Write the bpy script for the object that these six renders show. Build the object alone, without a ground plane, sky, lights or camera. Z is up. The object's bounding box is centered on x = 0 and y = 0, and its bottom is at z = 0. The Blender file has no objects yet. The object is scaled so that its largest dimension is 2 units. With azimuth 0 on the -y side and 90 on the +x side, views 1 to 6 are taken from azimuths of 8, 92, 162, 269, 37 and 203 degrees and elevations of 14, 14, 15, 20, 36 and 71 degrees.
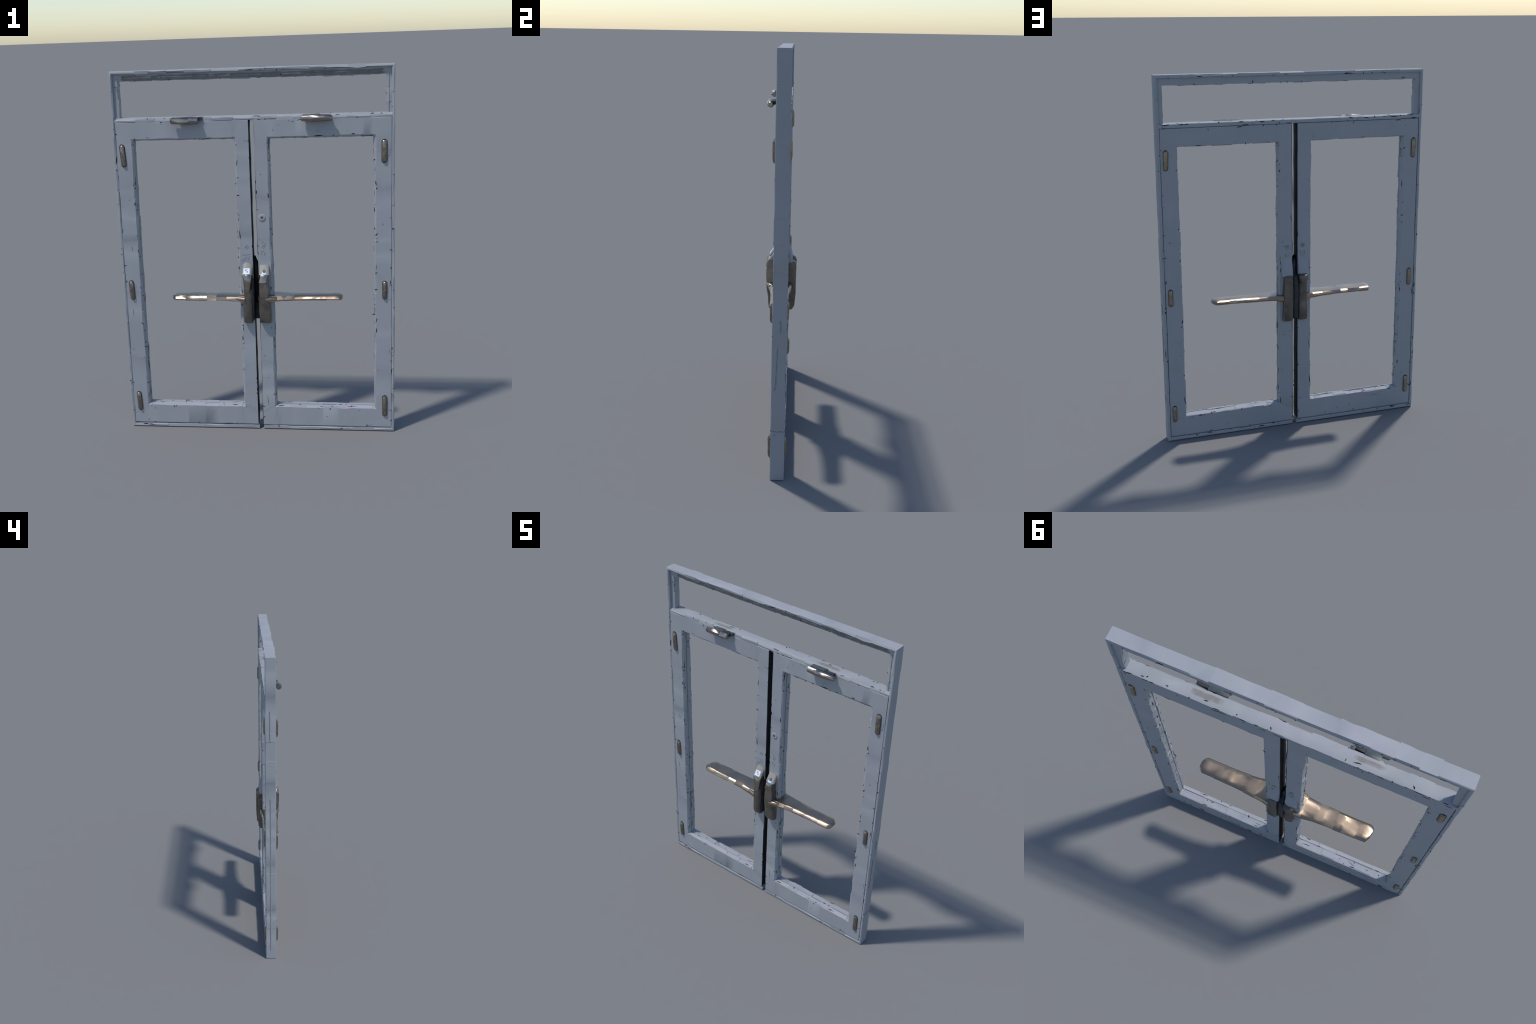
import bpy, bmesh, math, random
from mathutils import Vector

rng = random.Random(71)

# ------------------------------------------------------------------ materials
def new_mat(name):
    m = bpy.data.materials.new(name)
    m.use_nodes = True
    nt = m.node_tree
    for n in list(nt.nodes):
        nt.nodes.remove(n)
    out = nt.nodes.new("ShaderNodeOutputMaterial")
    b = nt.nodes.new("ShaderNodeBsdfPrincipled")
    nt.links.new(b.outputs[0], out.inputs[0])
    return m, nt, b

def N(nt, kind, **kw):
    n = nt.nodes.new(kind)
    for k, v in kw.items():
        if k.startswith("i_"):
            key = k[2:]
            n.inputs[int(key) if key.isdigit() else key].default_value = v
        else:
            setattr(n, k, v)
    return n

def noise_fac(nt, scale, lo, hi, detail=2.0, loc=(0, 0, 0), sc=(1, 1, 1), rough=0.5):
    tc = N(nt, "ShaderNodeTexCoord")
    mp = N(nt, "ShaderNodeMapping")
    mp.inputs["Location"].default_value = loc
    mp.inputs["Scale"].default_value = sc
    nt.links.new(tc.outputs["Object"], mp.inputs[0])
    nz = N(nt, "ShaderNodeTexNoise")
    nz.inputs["Scale"].default_value = scale
    nz.inputs["Detail"].default_value = detail
    nz.inputs["Roughness"].default_value = rough
    nt.links.new(mp.outputs[0], nz.inputs["Vector"])
    mr = N(nt, "ShaderNodeMapRange")
    mr.inputs["From Min"].default_value = lo
    mr.inputs["From Max"].default_value = hi
    nt.links.new(nz.outputs["Fac"], mr.inputs["Value"])
    return mr.outputs[0]

def mix(nt, fac, a, b):
    m = N(nt, "ShaderNodeMix", data_type="RGBA")
    for sock, v in ((m.inputs["Factor"], fac), (m.inputs["A"], a), (m.inputs["B"], b)):
        if isinstance(v, (tuple, list)):
            sock.default_value = (*v, 1.0)
        elif isinstance(v, (int, float)):
            sock.default_value = v
        else:
            nt.links.new(v, sock)
    # colour sockets of the Mix node share names: pick the RGBA ones
    return m.outputs["Result"]

def mix_rgb(nt, fac, a, b):
    m = N(nt, "ShaderNodeMix", data_type="RGBA")
    ins = [s for s in m.inputs if s.type == "RGBA"]
    fs = [s for s in m.inputs if s.type == "VALUE"][0]
    out = [s for s in m.outputs if s.type == "RGBA"][0]
    for sock, v in ((fs, fac), (ins[0], a), (ins[1], b)):
        if isinstance(v, (tuple, list)):
            sock.default_value = (*v, 1.0)
        elif isinstance(v, (int, float)):
            sock.default_value = v
        else:
            nt.links.new(v, sock)
    return out

PAINT_COOL = (0.310, 0.326, 0.350)
PAINT_LILAC = (0.320, 0.323, 0.356)
PAINT_DULL = (0.296, 0.318, 0.330)

def paint_material(name, stains=()):
    m, nt, b = new_mat(name)
    big = noise_fac(nt, 3.2, 0.38, 0.62, 1.0, (1.3, 0.2, 4.1))
    col = mix_rgb(nt, big, PAINT_COOL, PAINT_LILAC)
    mid = noise_fac(nt, 9.0, 0.50, 0.78, 2.0, (7.3, 2.2, 0.4))
    col = mix_rgb(nt, mid, col, PAINT_DULL)
    pale = noise_fac(nt, 6.0, 0.60, 0.72, 3.0, (2.3, 9.2, 5.4), (1.0, 1.0, 0.7))
    pm = N(nt, "ShaderNodeMath", operation="MULTIPLY", i_1=0.25)
    nt.links.new(pale, pm.inputs[0])
    col = mix_rgb(nt, pm.outputs[0], col, (0.372, 0.376, 0.412))
    # rubbed dirt in faint streaks
    st = noise_fac(nt, 24.0, 0.60, 0.85, 3.0, (0.4, 5.0, 2.0), (1.0, 1.0, 0.35))
    sm = N(nt, "ShaderNodeMath", operation="MULTIPLY", i_1=0.12)
    nt.links.new(st, sm.inputs[0])
    col = mix_rgb(nt, sm.outputs[0], col, (0.215, 0.225, 0.225))
    # brown smudges left on the transom ledge
    for (cx, cy, hx, hy) in stains:
        tc = N(nt, "ShaderNodeTexCoord")
        sep = N(nt, "ShaderNodeSeparateXYZ")
        nt.links.new(tc.outputs["Object"], sep.inputs[0])
        parts = []
        for k, c, h in ((0, cx, hx), (1, cy, hy)):
            s = N(nt, "ShaderNodeMath", operation="SUBTRACT", i_1=c)
            nt.links.new(sep.outputs[k], s.inputs[0])
            d = N(nt, "ShaderNodeMath", operation="DIVIDE", i_1=h)
            nt.links.new(s.outputs[0], d.inputs[0])
            p = N(nt, "ShaderNodeMath", operation="POWER", i_1=4.0)
            a = N(nt, "ShaderNodeMath", operation="ABSOLUTE")
            nt.links.new(d.outputs[0], a.inputs[0])
            nt.links.new(a.outputs[0], p.inputs[0])
            parts.append(p.outputs[0])
        ad = N(nt, "ShaderNodeMath", operation="ADD")
        nt.links.new(parts[0], ad.inputs[0]); nt.links.new(parts[1], ad.inputs[1])
        wob = noise_fac(nt, 40.0, 0.2, 0.8, 2.0, (3, 1, 2))
        a2 = N(nt, "ShaderNodeMath", operation="ADD")
        nt.links.new(ad.outputs[0], a2.inputs[0]); nt.links.new(wob, a2.inputs[1])
        mr = N(nt, "ShaderNodeMapRange")
        mr.inputs["From Min"].default_value = 1.60
        mr.inputs["From Max"].default_value = 0.60
        mr.inputs["To Max"].default_value = 0.85
        nt.links.new(a2.outputs[0], mr.inputs["Value"])
        col = mix_rgb(nt, mr.outputs[0], col, (0.200, 0.178, 0.165))
    nt.links.new(col, b.inputs["Base Color"])
    b.inputs["Roughness"].default_value = 0.62
    b.inputs["Specular IOR Level"].default_value = 0.30
    bn = noise_fac(nt, 160.0, 0.2, 0.8, 2.0)
    bp = N(nt, "ShaderNodeBump", i_Strength=0.06, i_Distance=0.002)
    nt.links.new(bn, bp.inputs["Height"])
    nt.links.new(bp.outputs[0], b.inputs["Normal"])
    return m

def metal_material(name, c0, c1, rough, metallic=1.0, scale=14.0, bump=0.12):
    m, nt, b = new_mat(name)
    f = noise_fac(nt, scale, 0.35, 0.65, 3.0, (2, 1, 5))
    col = mix_rgb(nt, f, c0, c1)
    nt.links.new(col, b.inputs["Base Color"])
    b.inputs["Metallic"].default_value = metallic
    r = noise_fac(nt, scale * 2, 0.3, 0.7, 2.0, (9, 4, 1))
    mr = N(nt, "ShaderNodeMapRange")
    mr.inputs["To Min"].default_value = rough * 0.8
    mr.inputs["To Max"].default_value = rough * 1.25
    nt.links.new(r, mr.inputs["Value"])
    nt.links.new(mr.outputs[0], b.inputs["Roughness"])
    bn = noise_fac(nt, 22.0, 0.2, 0.8, 1.0, (1, 8, 3))
    bp = N(nt, "ShaderNodeBump", i_Strength=bump, i_Distance=0.004)
    nt.links.new(bn, bp.inputs["Height"])
    nt.links.new(bp.outputs[0], b.inputs["Normal"])
    return m

def plain_material(name, c, rough, var=0.25, spec=0.3):
    m, nt, b = new_mat(name)
    f = noise_fac(nt, 30.0, 0.35, 0.7, 3.0, (2, 6, 1))
    col = mix_rgb(nt, f, c, tuple(x * (1 - var) for x in c))
    nt.links.new(col, b.inputs["Base Color"])
    b.inputs["Roughness"].default_value = rough
    b.inputs["Specular IOR Level"].default_value = spec
    return m

PAINT = paint_material("weathered_paint")
LEDGE = paint_material("ledge_paint", stains=((0.35, 0.006, 0.074, 0.015), (-0.35, 0.004, 0.070, 0.012)))
BRONZE = metal_material("worn_bronze", (0.38, 0.292, 0.215), (0.335, 0.257, 0.19), 0.31, 1.0, 5.0, 0.0)
STEEL = metal_material("dull_steel", (0.36, 0.31, 0.27), (0.28, 0.25, 0.23), 0.28)
HINGE = metal_material("hinge_metal", (0.33, 0.28, 0.225), (0.20, 0.17, 0.14), 0.32, 0.85, 60.0)
BRASS = metal_material("aged_brass", (0.34, 0.27, 0.185), (0.24, 0.19, 0.135), 0.36, 0.6, 60.0)
CASE = metal_material("lock_case_metal", (0.165, 0.142, 0.118), (0.108, 0.096, 0.083), 0.40, 0.55, 26.0)
BEIGE = plain_material("beige_plastic", (0.30, 0.275, 0.25), 0.45, 0.15)
LABEL = plain_material("label_white", (0.74, 0.82, 0.97), 0.5, 0.12)
LABEL_INK = plain_material("label_ink", (0.33, 0.32, 0.27), 0.6)
TEAL = plain_material("teal_glass", (0.06, 0.17, 0.20), 0.25, 0.5)
RUBBER = plain_material("black_rubber", (0.022, 0.023, 0.025), 0.7, 0.4)
DARK_FILL = plain_material("strike_metal", (0.045, 0.050, 0.055), 0.55, 0.5)
HEAD_DARK = plain_material("head_dark_grey", (0.205, 0.205, 0.205), 0.7, 0.25, 0.2)  # darker neutral grey of the strip below the transom head
SHADOW_GAP = plain_material("hinge_outline_dark", (0.085, 0.088, 0.092), 0.8, 0.4, 0.1)  # dark grey of the thin plates that outline each hinge
BOSS = plain_material("painted_boss", (0.285, 0.285, 0.265), 0.55, 0.25)
CRACK = plain_material("bare_dark", (0.012, 0.012, 0.013), 0.85, 0.3, 0.1)
SCUFF = plain_material("scuffed_paint", (0.195, 0.207, 0.215), 0.7, 0.3)
STONE = plain_material("viewer_rim", (0.36, 0.345, 0.345), 0.5, 0.12)
TEAL_DARK = plain_material("bracket_metal", (0.075, 0.095, 0.10), 0.4, 0.4)

# ------------------------------------------------------------------ object helpers
def add_obj(name, me, parent, mat, smooth=30.0, extra=None):
    ob = bpy.data.objects.new(name, me)
    bpy.context.scene.collection.objects.link(ob)
    if mat is not None:
        me.materials.append(mat)
    if smooth:
        for p in me.polygons:
            p.use_smooth = True
        me.set_sharp_from_angle(angle=math.radians(smooth))
    if parent is not None:
        ob.parent = parent
    return ob

def fix_normals(me):
    bm = bmesh.new(); bm.from_mesh(me)
    bmesh.ops.recalc_face_normals(bm, faces=bm.faces)
    bm.to_mesh(me); bm.free()

def mesh_from(name, verts, faces):
    me = bpy.data.meshes.new(name)
    me.from_pydata([tuple(v) for v in verts], [], faces)
    fix_normals(me)
    return me

def loft(name, rings, parent, mat, smooth=35.0, cap=True):
    n = len(rings[0]); verts = []; faces = []
    for r in rings:
        verts.extend(r)
    for i in range(len(rings) - 1):
        for j in range(n):
            a = i * n + j; b = i * n + (j + 1) % n
            faces.append((a, b, b + n, a + n))
    if cap:
        faces.append(tuple(range(n - 1, -1, -1)))
        faces.append(tuple(range((len(rings) - 1) * n, len(rings) * n)))
    return add_obj(name, mesh_from(name, verts, faces), parent, mat, smooth)

def box(name, lo, hi, parent, mat, bevel=0.001, jit=0.0):
    bm = bmesh.new()
    bmesh.ops.create_cube(bm, size=1.0)
    for v in bm.verts:
        for k in range(3):
            c = 0.5 * (lo[k] + hi[k]); v.co[k] = c + v.co[k] * (hi[k] - lo[k])
            v.co[k] += rng.uniform(-jit, jit)
    if bevel:
        bmesh.ops.bevel(bm, geom=list(bm.edges), offset=bevel, segments=2, affect="EDGES", profile=0.6)
    me = bpy.data.meshes.new(name); bm.to_mesh(me); bm.free()
    return add_obj(name, me, parent, mat)

# ------------------------------------------------------------------ swept rectangular frames
def segment_samples(length, smin, smax):
    """Positions along one side, cut in patches; each patch border is doubled so that it can step."""
    cuts = [0.0]
    while cuts[-1] < length - smax:
        cuts.append(cuts[-1] + rng.uniform(smin, smax))
    cuts.append(length)
    out = []
    for a, b in zip(cuts[:-1], cuts[1:]):
        k = rng.choice((1, 2, 2, 3))
        lo = a + (0.0006 if a > 0 else 0.0)
        hi = b - (0.0006 if b < length else 0.0)
        out.append([lo + (hi - lo) * i / k for i in range(k + 1)])
    return out

def station(a, b, ra, rb, s, m0, m1):
    sg = 1.0 if b > a else -1.0
    L = abs(b - a)
    if s < m0:
        return ra + (a + sg * m0 - ra) * s / m0
    if s > L - m1:
        return rb + (b - sg * m1 - rb) * (L - s) / m1
    return a + sg * s

SIDES = ("bottom", "right", "top", "left")   # seen from the front, anticlockwise

def ring_frame(name, outer, inner, profile, parent, mat, smin=0.05, smax=0.12, store=None, gap=None, joints=False):
    """profile: list of (anchor 'o'/'i', inset, y, jitter_across, jitter_depth[, {side: factor}[, {side: depth shift}[, {side: extra inset}]]])
    gap: (x0, x1) where the bottom member is interrupted"""
    def rect(p):
        a, d = p[0], p[1]
        x0, x1, z0, z1 = outer if a == "o" else inner
        s = d if a == "o" else -d
        e = p[7] if len(p) > 7 else {}
        return (x0 + s + e.get("left", 0), x1 - s - e.get("right", 0), z0 + s + e.get("bottom", 0), z1 - s - e.get("top", 0))
    np_ = len(profile)
    cut_at = None
    cols = []          # list of rings (each np_ points)
    info = []
    for si, side in enumerate(SIDES):
        x0, x1, z0, z1 = outer
        L = (x1 - x0) if si % 2 == 0 else (z1 - z0)
        ins = (inner[0] - outer[0], outer[1] - inner[1], inner[2] - outer[2], outer[3] - inner[3])   # left, right, bottom, top
        m0, m1 = [((ins[0], ins[1]), (ins[2], ins[3]), (ins[1], ins[0]), (ins[3], ins[2]))[si][q] + .010 for q in (0, 1)]
        if gap and side == "bottom":
            g0, g1 = gap[0] - x0, gap[1] - x0
            patches = segment_samples(g0, smin, smax)
            patches[-1][-1] = g0
            cut_at = len(cols) + sum(len(q) for q in patches) - 1
            patches = patches + [[q + g1 for q in r] for r in segment_samples(L - g1, smin, smax)]
        elif joints and si % 2 == 0:
            patches = [[0.0, m0 * .5, m0 - .0005]] + [[q + m0 for q in r] for r in segment_samples(L - m0 - m1, smin, smax)] + [[L - m1 + .0005, L - m1 * .5, L]]
        else:
            patches = segment_samples(L, smin, smax)
        nb = len(patches)
        for pi, patch in enumerate(patches):
            base = [(rng.gauss(0, 1), rng.gauss(0, 1)) for _ in range(np_)]
            for qi, s in enumerate(patch):
                if pi == 0 and qi == 0:
                    ring_first = True
                if pi == nb - 1 and qi == len(patch) - 1:
                    continue            # next side's first sample is the shared corner
                t = s / L
                fade = min(1.0, min(t, 1 - t) * L / 0.05)
                ring = []
                wig = [(rng.gauss(0, .55), rng.gauss(0, .55)) for _ in range(np_)]
                for j, p in enumerate(profile):
                    rx0, rx1, rz0, rz1 = rect(p)
                    f = p[5].get(side, 1.0) if len(p) > 5 else 1.0
                    sh = p[6].get(side, 0.0) * fade if len(p) > 6 else 0.0
                    da = (base[j][0] * .7 + wig[j][0]) * p[3] * f * fade
                    dy = (base[j][1] * .7 + wig[j][1]) * p[4] * f * fade
                    da = max(-2.2 * p[3] * f, min(2.2 * p[3] * f, da))
                    # every profile point keeps the same station along the member, except inside the mitred corners
                    if side == "bottom":
                        c = (station(x0, x1, rx0, rx1, s, m0, m1), rz0 + da)
                    elif side == "right":
                        c = (rx1 - da, station(z0, z1, rz0, rz1, s, m0, m1))
                    elif side == "top":
                        c = (station(x1, x0, rx1, rx0, s, m0, m1), rz1 - da)
                    else:
                        c = (rx0 + da, station(z1, z0, rz1, rz0, s, m0, m1))
                    ring.append(Vector((c[0], p[2] + dy + sh, c[1])))
                cols.append(ring); info.append((side, t))
    verts = [v for r in cols for v in r]
    faces = []
    n = len(cols)
    for i in range(n):
        k = (i + 1) % n
        if cut_at is not None and i == cut_at:
            faces.append(tuple(i * np_ + j for j in range(np_)))
            faces.append(tuple(k * np_ + j for j in range(np_ - 1, -1, -1)))
            continue
        for j in range(np_):
            l = (j + 1) % np_
            faces.append((i * np_ + j, i * np_ + l, k * np_ + l, k * np_ + j))
    if store is not None:
        store.append((cols, info))
    return add_obj(name, mesh_from(name, verts, faces), parent, mat, 28)

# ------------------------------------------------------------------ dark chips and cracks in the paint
def sliver(bm, p, n, d, length, width, bend=0.0, proud=0.0007, deep=0.0012):
    n = n.normalized()
    d = (d - n * d.dot(n))
    if d.length < 1e-6:
        return
    d.normalize()
    w = n.cross(d)
    prof = [(-.5, .12), (-.25, .45), (.1, .5), (.5, 0.06)]
    top, bot = [], []
    for sgn in (1, -1):
        seq = prof if sgn > 0 else prof[::-1]
        for a, h in seq:
            q = p + d * (a * length) + w * (sgn * h * width + bend * length * (a * a - .1))
            top.append(bm.verts.new(q + n * proud)); bot.append(bm.verts.new(q - n * deep))
    m = len(top)
    bm.faces.new(top)
    bm.faces.new(bot[::-1])
    for i in range(m):
        k = (i + 1) % m
        bm.faces.new((top[i], bot[i], bot[k], top[k]))

def chips(name, store, pairs, count, parent, seed, mat=CRACK, long_share=.35, inward=.3, sides=None):
    """pairs: (edge column, neighbour column) of the profile; a chip sits just beside the edge."""
    r = random.Random(seed)
    bm = bmesh.new()
    cols, info = store[0]
    n = len(cols)
    made = 0
    cen = Vector((0, 0.008, 0))
    while made < count:
        i = r.randrange(n); k = (i + 1) % n
        if info[i][0] != info[k][0] or (sides and info[i][0] not in sides):
            continue
        a, b = r.choice(pairs)
        t = r.random(); u = r.random() ** 1.6 * inward
        A0, A1, B0, B1 = cols[i][a], cols[k][a], cols[i][b], cols[k][b]
        along = A1 - A0
        if r.random() > min(1.0, along.length / 0.05):
            continue
        if not .012 < A0.z < 1.990:
            continue
        p = A0.lerp(A1, t).lerp(B0.lerp(B1, t), u)
        across = B0.lerp(B1, t) - A0.lerp(A1, t)
        nn = along.cross(across)
        if nn.length < 1e-9:
            continue
        # outward orientation: away from the middle of the ring section
        mid = Vector((0, 0, 0))
        for q in cols[i]:
            mid += q
        mid /= len(cols[i])
        if nn.dot(p - mid) < 0:
            nn = -nn
        al = along.normalized(); ac = across.normalized()
        if r.random() < long_share:
            d = al * 1.0 + ac * r.uniform(-.15, .15)
            L = r.uniform(.010, .036) * (1.7 if r.random() < .2 else 1.0); W = r.uniform(.0018, .0052)
        else:
            d = ac * 1.0 + al * r.uniform(-1.0, 1.0)
            L = min(r.uniform(.005, .017), across.length * 1.2); W = r.uniform(.0018, .0054)
        p2 = p + d.normalized() * 0.0
        sliver(bm, p2, nn, d, L, W, r.uniform(-.25, .25))
        made += 1
    me = bpy.data.meshes.new(name); bm.normal_update(); bm.to_mesh(me); bm.free()
    ob = add_obj(name, me, parent, mat, 0)
    ob["kind"] = "stuff"
    return ob

def strokes(name, lines, to_point, normal, parent, mat, width=0.0012):
    """Thin scratched marks: polylines in a local (a, b) frame placed by to_point."""
    bm = bmesh.new()
    for ln in lines:
        for (a, b) in zip(ln[:-1], ln[1:]):
            P, Q = Vector(to_point(*a)), Vector(to_point(*b))
            sliver(bm, (P + Q) / 2, Vector(normal), Q - P, (Q - P).length * 1.08, width, 0, 0.0008, 0.001)
    me = bpy.data.meshes.new(name); bm.to_mesh(me); bm.free()
    ob = add_obj(name, me, parent, mat, 0)
    ob["kind"] = "stuff"
    return ob

# ------------------------------------------------------------------ the thing
root = bpy.data.objects.new("double_door", None)
root.empty_display_size = 0.2
bpy.context.scene.collection.objects.link(root)
root["label"] = "weathered grey-blue double door frame with transom and bronze lever handles"
root["category"] = "double door"

YF, YB = -0.0265, 0.0402

# ---- outer frame ----------------------------------------------------------
frame_store = []
frame = ring_frame(
    "door_frame", (-0.7414, 0.7414, 0.0, 1.9985), (-0.726, 0.726, 0.0205, 1.983),
    [("o", 0.0000, YF + .0034, .0007, .0006, {"bottom": 0.0, "left": .6}),
     ("o", 0.0030, YF, .0006, .0007, {"bottom": .3, "top": 3.2, "left": .6}),
     ("i", 0.0055, YF, .0019, .0008, {"top": 1.9, "bottom": 1.7}),
     ("i", 0.0000, YF + .0045, .0008, .0008, {"top": 2.6}),
     ("i", 0.0000, YB - .003, .0009, .0010, {"top": 1.6}),
     ("i", 0.0030, YB, .0012, .0004, {"top": 1.9, "bottom": 1.5}),
     ("o", 0.0036, YB, .0008, .0007, {"bottom": .3, "top": 3.0}),
     ("o", 0.0000, YB - .0040, .0007, .0006, {"bottom": 0.0})],
    root, PAINT, 0.06, 0.15, frame_store, gap=(-.0085, .0165))
chips("paint_chip", frame_store, [(2, 1), (3, 2), (5, 6), (1, 2), (6, 5), (4, 5), (5, 4)], 110, frame, 5)

# pulled-out gasket groove running down the left jamb's outer side
def jamb_groove(z0, z1, lean):
    x = -0.742
    n = 7
    rings_d, rings_l = [], []
    for i in range(n):
        t = i / (n - 1); z = z0 + (z1 - z0) * t
        yc = 0.0105 + lean * (t if t < .25 else .25) + rng.uniform(-.0004, .0004)
        rings_d.append([Vector((x - .0005, yc - .0008, z)), Vector((x - .0005, yc + .0012, z)), Vector((x + .004, yc + .0012, z)), Vector((x + .004, yc - .0008, z))])
        rings_l.append([Vector((x - .0018, yc - .0056, z)), Vector((x - .0018, yc - .0012, z)), Vector((x + .004, yc - .0012, z)), Vector((x + .004, yc - .0056, z))])
    loft("jamb_groove", rings_d, frame, SCUFF)
    loft("jamb_bead", rings_l, frame, PAINT)
jamb_groove(1.487, 1.675, .012)
jamb_groove(0.062, 1.118, .0)

strokes("scratch_mark", [[(0.002, .780), (.0125, .793), (.0130, .737)], [(-.0049, .5324), (-.0052, .471), (-.013, .452)],
                         [(-.024, .250), (.006, .247), (.030, .250), (.034, .240)], [(-.012, .232), (-.002, .231)],
                         [(-.0005, .66), (-.002, .60), (-.004, .54)]],
        lambda a, b: (0.742, a, b), (1, 0, 0), frame, SCUFF, 0.0022)

# ---- transom bar ------------------------------------------------------------
def long_bar(name, x0, x1, profile, parent, mat, smin, smax, store=None):
    """profile: (y, z, jitter_y, jitter_z) swept along x, in stepped patches"""
    rings = []; info = []
    patches = segment_samples(x1 - x0, smin, smax)
    for patch in patches:
        base = [(rng.gauss(0, 1), rng.gauss(0, 1)) for _ in profile]
        for s in patch:
            rings.append([Vector((x0 + s, p[0] + (b[0] * .7 + rng.gauss(0, .5)) * p[2], p[1] + (b[1] * .7 + rng.gauss(0, .5)) * p[3]))
                          for p, b in zip(profile, base)])
            info.append(("bar", 0))
    if store is not None:
        store.append((rings, info))
    return loft(name, rings, parent, mat, 28)

bar_store = []
transom = long_bar("transom_bar", -0.7300, 0.7300,
    [(YF + .0022, 1.7335, .0012, .0018), (YF + .0008, 1.7420, .0016, .0024), (YF + .005, 1.7500, .0022, .0016), (YF + .011, 1.7545, .0015, .0008),
     (0.008, 1.7555, .0, .0003), (0.030, 1.7545, .0010, .0004), (YB - .001, 1.7520, .0010, .0010), (YB - .0002, 1.7340, .0005, .0010), (0.008, 1.728, 0, 0)],
    root, LEDGE, 0.06, 0.14, bar_store)
chips("paint_chip", bar_store, [(0, 1), (2, 1), (2, 3), (5, 4), (6, 7), (6, 7), (7, 6)], 60, transom, 8, long_share=.6)

# ---- transom sash (inverted U, its foot stands in the bar) ----------------------
sash_store = []
sash = ring_frame(
    "transom_sash", (-0.7275, 0.7275, 1.738, 1.9845), (-0.701, 0.701, 1.746, 1.9455),
    [("o", 0.0, -0.010, 0, 0), ("i", 0.013, -0.0095, .0010, .0010, {}, {"top": .011}), ("i", 0.010, -0.0125, .0010, .0008, {}, {"top": .014}), ("i", 0.0015, -0.0115, .0022, .0008, {}, {"top": .016}), ("i", 0.0, -0.008, .0022, .0010, {}, {"top": .015}),
     ("i", 0.0, 0.027, .0022, .0010), ("i", 0.002, 0.030, .0016, .0006), ("o", 0.0, 0.030, 0, 0)],
    root, PAINT, 0.05, 0.12, sash_store)
chips("paint_chip", sash_store, [(3, 2), (4, 5), (5, 4), (6, 7), (1, 0)], 40, sash, 12, sides=("left", "right", "top"))

head_strip = long_bar("head_dark_strip", -0.7015, 0.7015,
    [(.0030, 1.9480, .0008, .0014), (-.0010, 1.9530, .0008, .0012), (-.0005, 1.9640, .0008, .0010), (-.0050, 1.9680, .0010, .0012), (-.0060, 1.9835, .0006, 0), (.0120, 1.9835, 0, 0), (.0120, 1.9480, 0, .0012)],
    sash, HEAD_DARK, 0.05, 0.12)

# ---- door leaves ---------------------------------------------------------------
LF, LB = -0.0262, 0.0386
def make_leaf(s):
    """s = -1: leaf on the -x side, +1: leaf on the +x side"""
    if s < 0:
        outer = (-0.7250, -0.0145, 0.0265, 1.7325); inner = (-0.6360, -0.0922, 0.1392, 1.6368)
    else:
        outer = (0.0145, 0.7255, 0.0245, 1.7325); inner = (0.0900, 0.6355, 0.1392, 1.6355)
    store = []
    cb = 0.009
    meet = {"right" if s < 0 else "left": 0.0085, "top": .003}     # no rebate on the meeting stile
    leaf = ring_frame(
        "door_leaf", outer, inner,
        [("o", 0.0000, LF + .0015, .0005, .0003), ("o", 0.0012, LF, .0006, .00012),
         ("i", cb, LF, .0019, .0002), ("i", 0.0010, LF + .0065, .0017, .0010),
         ("i", -0.0020, -0.0040, .0014, .0008), ("i", 0.0030, -0.0022, .0006, .0006), ("i", 0.0030, 0.0022, .0006, .0006), ("i", -0.0024, 0.0042, .0018, .0010), ("i", -0.0016, 0.0160, .0018, .0012),
         ("i", -0.0006, LB - .0055, .0018, .0012), ("i", 0.0030, LB, .0015, .0002),
         ("o", 0.0030, LB, .0005, .00015), ("o", 0.0015, LB - .0025, .0005, .0004),
         ("o", 0.0015, LB - .010, 0, 0), ("o", -0.0062, LB - .010, 0, 0, {}, {}, meet), ("o", -0.0062, LF + .010, 0, 0, {}, {}, meet), ("o", 0.0000, LF + .010, 0, 0)],
        root, PAINT, 0.05, 0.13, store, joints=True)
    chips("paint_chip", store, [(2, 1), (2, 1), (3, 2), (3, 4), (4, 3), (7, 8), (8, 9), (9, 8), (10, 11), (10, 11), (11, 10), (1, 2), (8, 7), (8, 9), (3, 4)], 175, leaf, 20 + s, inward=.06, long_share=.42)
    chips("paint_scratch", store, [(2, 1), (10, 11), (11, 10), (1, 2)], 46, leaf, 40 + s, mat=SCUFF, long_share=.2, inward=1.0)
    # rubber seal on the meeting stile
    xm = outer[1] if s < 0 else outer[0]
    xo = xm - s * 0.0016
    rings = []
    for i in range(26):
        z = 0.03 + (1.728 - 0.03) * i / 25
        w = rng.uniform(-.0019, .0019)
        rings.append([Vector((xm + s * .0025, LF + .0028, z)), Vector((xm - s * .0004, LF + .0012, z)), Vector((xo + w, LF + .0035, z)), Vector((xo - s * .0008 + w, .008, z)), Vector((xo + w, LB - .003, z)), Vector((xm - s * .0004, LB - .001, z)), Vector((xm + s * .0025, LB - .0025, z))])
    loft("meeting_seal", rings, leaf, RUBBER)
    return leaf

leaf_l = make_leaf(-1)
leaf_r = make_leaf(+1)

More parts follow.
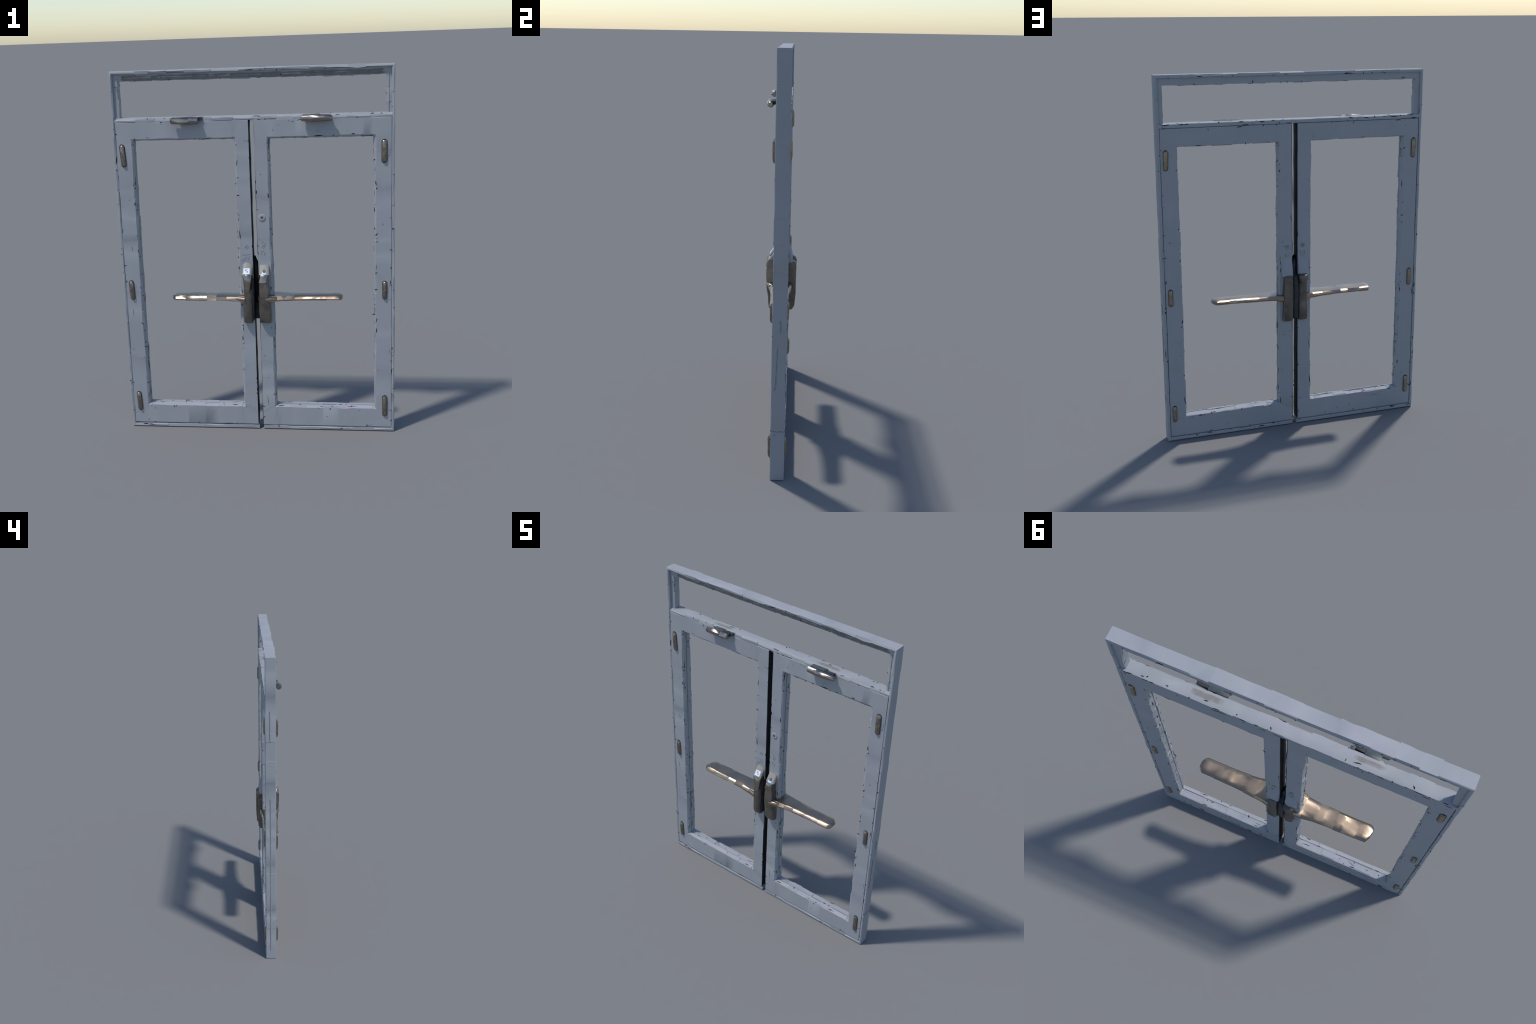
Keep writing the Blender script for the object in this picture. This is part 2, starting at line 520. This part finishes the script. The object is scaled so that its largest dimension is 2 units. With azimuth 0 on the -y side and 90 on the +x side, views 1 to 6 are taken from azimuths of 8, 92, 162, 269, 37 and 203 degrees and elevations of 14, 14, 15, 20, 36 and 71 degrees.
# ---- hinges: rounded capsules standing on the faces --------------------------------
def hinge_dark_rim(x, yface, d, z0, z1, w, parent, lean):
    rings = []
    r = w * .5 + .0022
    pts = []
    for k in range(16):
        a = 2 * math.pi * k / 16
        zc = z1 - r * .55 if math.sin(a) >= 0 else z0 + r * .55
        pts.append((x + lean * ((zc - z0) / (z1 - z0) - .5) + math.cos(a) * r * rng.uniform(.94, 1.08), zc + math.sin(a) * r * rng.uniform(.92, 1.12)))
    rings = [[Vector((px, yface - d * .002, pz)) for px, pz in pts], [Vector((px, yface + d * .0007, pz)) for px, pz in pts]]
    return loft("hinge_dark_rim", rings, parent, SHADOW_GAP)

def capsule(name, x, yface, out, z0, z1, w, parent, mat, lean=0.0, facets=8):
    d = -1 if out < 0 else 1
    depth = abs(out)
    rings = []
    prof = [(0.0, .55), (.05, .85), (.16, 1.0), (.5, 1.0), (.84, 1.0), (.95, .85), (1.0, .5)]
    for t, k in prof:
        z = z0 + (z1 - z0) * t
        cx = x + lean * (t - .5)
        ring = []
        ww = w * .5 * (0.75 + .25 * k) * rng.uniform(.94, 1.06)
        dd = depth * k * rng.uniform(.94, 1.06)
        for q in range(facets):
            a = math.pi * q / (facets - 1)
            ring.append(Vector((cx + math.cos(a) * ww, yface + d * (-.001 + dd * (math.sin(a) ** .7 if q not in (0, facets - 1) else 0)), z)))
        ring.append(Vector((cx - ww, yface - d * .004, z)))
        ring.append(Vector((cx + ww, yface - d * .004, z)))
        rings.append(ring)
    return loft(name, rings, parent, mat, 40)

for leaf, s in ((leaf_l, -1), (leaf_r, 1)):
    if s < 0:
        fr = [(-.693, 1.502, 1.612, .026, -.006), (-.6935, .763, .862, .025, -.004), (-.693, .105, .208, .024, -.005)]
        bk = [(-.6955, 1.520, 1.620, .026, 0), (-.6945, .777, .868, .024, 0), (-.6935, .107, .204, .025, 0)]
    else:
        fr = [(.688, 1.504, 1.614, .027, 0), (.690, .768, .861, .022, 0), (.690, .094, .207, .024, 0)]
        bk = [(.698, 1.520, 1.616, .026, -.003), (.698, .786, .873, .025, 0), (.6995, .116, .202, .024, 0)]
    for x, z0, z1, w, lean in fr:
        hinge_dark_rim(x, LF, -1, z0, z1, w, leaf, lean)
        capsule("hinge", x, LF, -.0148, z0, z1, w, leaf, HINGE, lean)
    for x, z0, z1, w, lean in bk:
        hinge_dark_rim(x, LB, 1, z0, z1, w * .92, leaf, lean)
        capsule("hinge", x, LB, .0118, z0, z1, w * .92, leaf, BRASS, lean)

# ---- flat lever bars: one deep slab through both faces ------------------------------
def lever(s, stations, parent):
    """stations: (x, y_front, y_back, z_bottom, z_top)"""
    def at(x):
        """section measures at a station x, between the given ones"""
        for A, B in zip(stations[:-1], stations[1:]):
            if min(A[0], B[0]) <= x <= max(A[0], B[0]):
                t = (x - A[0]) / (B[0] - A[0])
                return [p + (q - p) * t for p, q in zip(A, B)]
        return list(stations[-1])
    xa, xb = stations[0][0], stations[-1][0]
    sg = 1.0 if xb > xa else -1.0
    length = abs(xb - xa)
    tip = abs(stations[-3][0] - xa)
    xs = []
    for patch in segment_samples(tip, .035, .085):
        xs.append([xa + sg * q for q in patch])
    xs.append([st[0] for st in stations[-2:]])
    rings = []
    for patch in xs:
        base = None
        for x in patch:
            _, yf, yb, zb, zt = at(x)
            h = zt - zb
            pts = [(yf, zb + h * .20), (yf + .0004, zb + h * .43), (yf + .0070, zb + h * .79), (yf + .0150, zb + h * .985)]
            for t in (.12, .36, .64, .88):
                pts.append((yf + .0150 + (yb - .010 - yf - .0150) * t, zt + .0008 * math.sin(math.pi * t)))
            for (u, v) in ((.010, .95), (.003, .74), (.0, .42), (.003, .15), (.010, .02)):
                pts.append((yb - u, zb + h * v))
            pts.append(((yf + yb) / 2, zb - .001))
            for (u, v) in ((.012, .02), (.004, .08)):
                pts.append((yf + u, zb + h * v))
            if base is None:
                base = [(rng.gauss(0, .0008), rng.gauss(0, .00006 if 3 < q < 8 else .0008)) for q in range(len(pts))]
            j = .0004
            rings.append([Vector((x, y + d[0] + rng.uniform(-j, j), z + d[1] + (0.12 if 3 < q < 8 else 1.0) * rng.uniform(-j, j))) for q, ((y, z), d) in enumerate(zip(pts, base))])
    return loft("lever_handle", rings, parent, BRONZE, 26)

lever(-1, [(-.055, -.070, .056, .748, .788), (-.085, -.0675, .058, .752, .787), (-.110, -.064, .0575, .756, .786), (-.165, -.0575, .049, .7585, .785), (-.24, -.057, .045, .7595, .785),
           (-.33, -.0555, .0450, .760, .786), (-.40, -.0555, .044, .760, .786), (-.444, -.0550, .0430, .7605, .787), (-.456, -.047, .016, .762, .7855), (-.4635, -.037, -.018, .766, .782)], leaf_l)
lever(+1, [(.048, -.070, .068, .748, .788), (.070, -.068, .066, .750, .787), (.095, -.0645, .058, .754, .786), (.137, -.060, .054, .758, .785), (.20, -.053, .048, .759, .785),
           (.264, -.0500, .0430, .760, .785), (.35, -.0480, .0410, .760, .786), (.40, -.0480, .0410, .760, .786), (.445, -.0485, .0410, .7605, .787), (.457, -.040, .030, .762, .7855), (.4655, -.026, .018, .766, .782)], leaf_r)

# ---- lock cases -----------------------------------------------------------------
def case(name, sections, parent, mat, d, smooth=34, yroot=None, jit=.0016):
    """sections: (z, x_left, x_right, y_out, crown) from bottom to top; d = -1 front, +1 back"""
    rings = []
    for z, xl, xr, yo, cr in sections:
        w = xr - xl
        yr = yroot
        ring = [(xl, yr), (xl, yo - d * (.007 + cr)), (xl + .004, yo - d * (.0025 + cr * .5)), (xl + w * .22, yo - d * cr * .12), (xl + w * .5, yo), (xl + w * .78, yo - d * cr * .12),
                (xr - .004, yo - d * (.0025 + cr * .5)), (xr, yo - d * (.007 + cr)), (xr, yr)]
        rings.append([Vector((x + rng.uniform(-jit, jit), y + rng.uniform(-jit, jit), z)) for x, y in ring])
    return loft(name, rings, parent, mat, smooth)

FR, BR = -0.018, 0.033
# front, +x leaf
case("lock_case", [(.634, .0190, .0775, -.0520, .003), (.641, .0165, .0785, -.0600, .004), (.662, .0155, .0785, -.0660, .004), (.70, .0150, .0775, -.0690, .004), (.722, .0150, .0750, -.0715, .004), (.745, .0140, .0720, -.0755, .006),
                   (.786, .0140, .0715, -.0780, .006)], leaf_r, CASE, -1, yroot=FR)
case("lock_housing", [(.782, .0175, .0700, -.0765, .006), (.793, .0165, .0700, -.0790, .005), (.83, .0160, .0700, -.0800, .005), (.862, .0175, .0660, -.0770, .006), (.868, .0160, .0675, -.0800, .006), (.884, .0190, .066, -.0790, .007),
                      (.902, .0195, .068, -.0735, .007), (.912, .0195, .072, -.0640, .004)], leaf_r, STEEL, -1, yroot=FR)
case("reader_pad", [(.909, .0185, .0745, -.0655, .001), (.914, .0185, .0745, -.0615, .001), (.951, .0185, .0740, -.0345, .001), (.956, .0200, .0730, -.0300, .001)], leaf_r, BEIGE, -1, yroot=FR)
# front, -x leaf
case("lock_case", [(.633, -.0695, -.0240, -.0510, .003), (.641, -.0710, -.0225, -.0600, .004), (.662, -.0705, -.0215, -.0655, .004), (.715, -.0695, -.0215, -.0690, .004), (.74, -.0665, -.0215, -.0715, .006), (.80, -.0650, -.0215, -.0750, .006),
                   (.828, -.0640, -.0225, -.0745, .006)], leaf_l, CASE, -1, yroot=FR)
case("lock_housing", [(.812, -.062, -.028, -.0765, .010), (.835, -.064, -.022, -.0785, .009), (.864, -.0655, -.020, -.0795, .008), (.880, -.0675, -.0185, -.0795, .007), (.900, -.0700, -.0195, -.0740, .006),
                      (.911, -.0715, -.0200, -.0650, .004)], leaf_l, STEEL, -1, yroot=FR)
case("reader_pad", [(.908, -.0740, -.0195, -.0665, .001), (.914, -.0740, -.0195, -.0625, .001), (.944, -.0725, -.0210, -.0420, .001), (.958, -.0700, -.0250, -.0330, .001), (.974, -.0600, -.0380, -.0235, .001)],
     leaf_l, BEIGE, -1, yroot=FR)
# back plates
case("lock_case", [(.637, .017, .0725, .062, .003), (.655, .0165, .0725, .0735, .004), (.72, .0165, .071, .0790, .004), (.80, .0165, .0700, .0795, .005), (.86, .0170, .0660, .0800, .006),
                   (.889, .0180, .0640, .0790, .006), (.899, .0200, .0660, .0650, .004)], leaf_r, CASE, 1, yroot=BR)
case("lock_case", [(.636, -.0675, -.0170, .056, .003), (.65, -.0675, -.0165, .0640, .004), (.715, -.0665, -.0160, .0680, .004), (.725, -.0655, -.0190, .0650, .006), (.80, -.0650, -.0190, .0640, .006), (.862, -.0645, -.0180, .0640, .004)],
     leaf_l, CASE, 1, yroot=BR)
case("lock_housing", [(.852, -.0560, -.0230, .0745, .006), (.864, -.0630, -.0170, .0795, .008), (.885, -.0680, -.0150, .0800, .008), (.898, -.0680, -.0150, .0740, .006), (.905, -.064, -.020, .062, .004)],
     leaf_l, CASE, 1, yroot=BR)

# labels on the sloping reader pads (raised stickers)
def sticker(name, c, n, w, h, parent, mat, t=.0009, segs=1):
    n = Vector(n).normalized(); right = Vector((1, 0, 0)); up = n.cross(right) * -1
    up = right.cross(n) * -1 if (right.cross(n)).z < 0 else right.cross(n)
    pts = []
    k = 4 if segs == 1 else segs
    for i in range(k):
        if k == 4:
            a, b = ((-1, -1), (1, -1), (1, 1), (-1, 1))[i]
        else:
            a, b = math.cos(2 * math.pi * i / k), math.sin(2 * math.pi * i / k)
        pts.append(Vector(c) + right * (a * w / 2) + up * (b * h / 2))
    return loft(name, [[p - n * .002 for p in pts], [p + n * t for p in pts]], parent, mat, 30)

n_r = (0, -.037, .027)
n_l = (0, -.031, .0205)
sticker("label", (-.0475, -.0535, .9270), (0, -.030, .0205), .034, .033, leaf_l, LABEL)
for a, b, w, h in ((-.004, .004, .010, .006), (.004, -.004, .008, .012), (-.001, .009, .014, .003)):
    sticker("label_print", (-.0475 + a, -.0535 + b * .56, .9270 + b * .83), (0, -.030, .0205), w, h, leaf_l, LABEL_INK, .0014, 7)
sticker("label", (.0465, -.0605, .9160), (0, -.037, .027), .020, .013, leaf_r, LABEL, .0014)
sticker("reader_lens", (.0480, -.0540, .9260), (0, -.037, .027), .014, .021, leaf_r, TEAL, .0022, 12)

# pivot collars where the levers leave the cases
def barrel(name, p, q, r0, r1, parent, mat, seg=14, jit=.0006, bulge=0.0):
    p, q = Vector(p), Vector(q); d = (q - p).normalized()
    a = d.orthogonal().normalized(); b = d.cross(a)
    rings = []
    for t, k in ((0, .72), (.06, 1), (.5, 1 + bulge), (.94, 1), (1, .72)):
        c = p.lerp(q, t); r = (r0 + (r1 - r0) * t) * k
        rings.append([c + (a * math.cos(2 * math.pi * i / seg) + b * math.sin(2 * math.pi * i / seg)) * (r + rng.uniform(-jit, jit)) for i in range(seg)])
    return loft(name, rings, parent, mat, 40)

barrel("lever_neck", (.050, -.0665, .7715), (.112, -.050, .7715), .0145, .0130, leaf_r, BRONZE)
barrel("lever_neck", (-.055, -.0660, .7715), (-.108, -.050, .7715), .0145, .0130, leaf_l, BRONZE)

case("lock_pad", [(.895, .0140, .0760, .0600, .004), (.915, .0140, .0770, .0590, .004), (.940, .0145, .0770, .0550, .003), (.975, .0150, .0760, .0435, .002), (.992, .016, .0740, .0392, .001)], leaf_r, PAINT, 1, yroot=BR)
case("lock_pad", [(.900, -.0790, -.0160, .0600, .004), (.915, -.0790, -.0160, .0585, .004), (.938, -.0785, -.0160, .0540, .003), (.972, -.0780, -.0160, .0435, .002), (.990, -.076, -.0170, .0392, .001)], leaf_l, PAINT, 1, yroot=BR)

# strike that bridges the gap between the leaves
case("lock_strike", [(.642, -.0135, .0165, .040, .002), (.66, -.0165, .0175, .062, .003), (.72, -.0175, .0175, .066, .004), (.87, -.0175, .0175, .066, .004), (.892, -.0140, .0165, .060, .003), (.905, -.0125, .013, .026, .002), (.965, -.012, .010, .024, .002), (.985, -.011, -.002, .016, .001)], leaf_l, DARK_FILL, 1, yroot=0.004)
case("lock_strike", [(.738, -.012, .010, -.014, .002), (.78, -.0125, .0145, -.016, .002), (.95, -.0125, .0145, -.016, .002), (1.0, -.012, -.004, -.012, .002)], leaf_l, CRACK, -1, yroot=0.006)

case("latch_recess", [(.650, -.0255, -.0125, -.045, .001), (.70, -.0240, -.0110, -.056, .002), (.78, -.0235, -.0105, -.062, .002), (.86, -.0235, -.0115, -.060, .002), (.88, -.0225, -.0125, -.045, .001)], leaf_l, DARK_FILL, -1, yroot=FR)

# ---- viewer and knobs on the meeting stiles ------------------------------------------
def disc(name, c, r, d, h, parent, mat, dome=.5, seg=24):
    rings = []
    for k, y in ((1.0, -.002), (1.0, h * .35), (.86, h * .85), (.62, h), (.30, h * (1 - dome * .4)), (.22, h * .4)):
        rings.append([Vector((c[0] + math.cos(2 * math.pi * i / seg) * r * k, c[1] + d * y, c[2] + math.sin(2 * math.pi * i / seg) * r * k)) for i in range(seg)])
    return loft(name, rings, parent, mat, 50)

disc("viewer", (.043, LF, 1.2145), .0195, -1, .0038, leaf_r, STONE)
disc("viewer_lens", (.043, LF - .002, 1.2145), .0065, -1, .0022, leaf_r, TEAL_DARK)
disc("lock_boss", (.043, LB, 1.057), .0125, 1, .004, leaf_r, BOSS)
disc("lock_boss", (-.045, LB, 1.063), .0115, 1, .005, leaf_l, BOSS)

# faint scratched letters beside the locks
def on_back(cx, cz, k):
    return lambda a, b: (cx - a * k, LB, cz + b * k)
def on_front(cx, cz, k):
    return lambda a, b: (cx + a * k, LF, cz + b * k)
strokes("scratch_mark", [[(-1, -.8), (-.4, .8), (.1, -.8)], [(-.8, -.3), (0, -.3)], [(-1, -.8), (.1, -.8)], [(.9, -.9), (1.05, .8)]], on_back(.046, 1.014, .013), (0, 1, 0), leaf_r, SCUFF)
strokes("scratch_mark", [[(-1, 1.0), (-.3, -.7)], [(-.9, 1), (.2, .2), (.9, 1), (.9, -.7)], [(-.3, -.9), (.9, -1)], [(.2, -.2), (.8, -.1)]], on_back(-.041, 1.017, .017), (0, 1, 0), leaf_l, SCUFF)
strokes("scratch_mark", [[(.1, 1.6), (-.3, .9)], [(.8, 1.0), (-.3, -.2), (.5, -1.0)], [(.9, .3), (.2, -.4)], [(-.7, -1.9), (-.1, -1.5), (.3, -1.7)],
                         [(-.5, -2.0), (-.5, -2.9)], [(.7, -1.9), (.2, -2.6), (.8, -2.9)]], on_front(.043, 1.058, .017), (0, -1, 0), leaf_r, SCUFF)
strokes("scratch_mark", [[(-1.6, 1.0), (-.6, .9), (.2, 1.05), (1.2, 1.1)], [(-.7, -.6), (-.2, .5), (.3, -.5), (.9, .6)], [(-1.5, -1.0), (-.8, -.2)]], on_front(-.045, .995, .017), (0, -1, 0), leaf_l, SCUFF)
strokes("scratch_mark", [[(-1, 0), (0, 1), (.8, .1), (0, -.8), (-1, 0)], [(-.5, .1), (.3, .2)]], on_front(-.044, 1.052, .012), (0, -1, 0), leaf_l, SCUFF, .0012)

# ---- door closers: faceted metal lumps on the transom bar --------------------------
def closer(pieces, bracket):
    up = Vector((0, -.0055, .0045))
    body = None
    for k, (p, q, r0, r1, seg) in enumerate(pieces):
        ob = barrel("door_closer" if k == 0 else "closer_arm", Vector(p) + up, Vector(q) + up, r0, r1, root if k == 0 else body, STEEL, seg, .0012, .06)
        body = body or ob
    for lo, hi, mat in bracket:
        box("closer_bracket", lo, hi, body, mat, .0012, .0022)

closer([((-.418, -.053, 1.735), (-.318, -.056, 1.733), .0175, .0185, 7), ((-.345, -.054, 1.7335), (-.272, -.053, 1.733), .0165, .0160, 8)],
       [((-.385, -.046, 1.738), (-.318, -.021, 1.7545), TEAL_DARK), ((-.318, -.050, 1.738), (-.270, -.028, 1.7540), DARK_FILL), ((-.274, -.038, 1.738), (-.254, -.022, 1.7555), TEAL_DARK)])
closer([((.264, -.053, 1.734), (.322, -.055, 1.734), .0165, .0165, 12), ((.300, -.056, 1.732), (.425, -.054, 1.733), .0180, .0150, 9)],
       [((.272, -.046, 1.738), (.362, -.021, 1.7560), TEAL_DARK), ((.360, -.050, 1.736), (.414, -.028, 1.7540), DARK_FILL)])
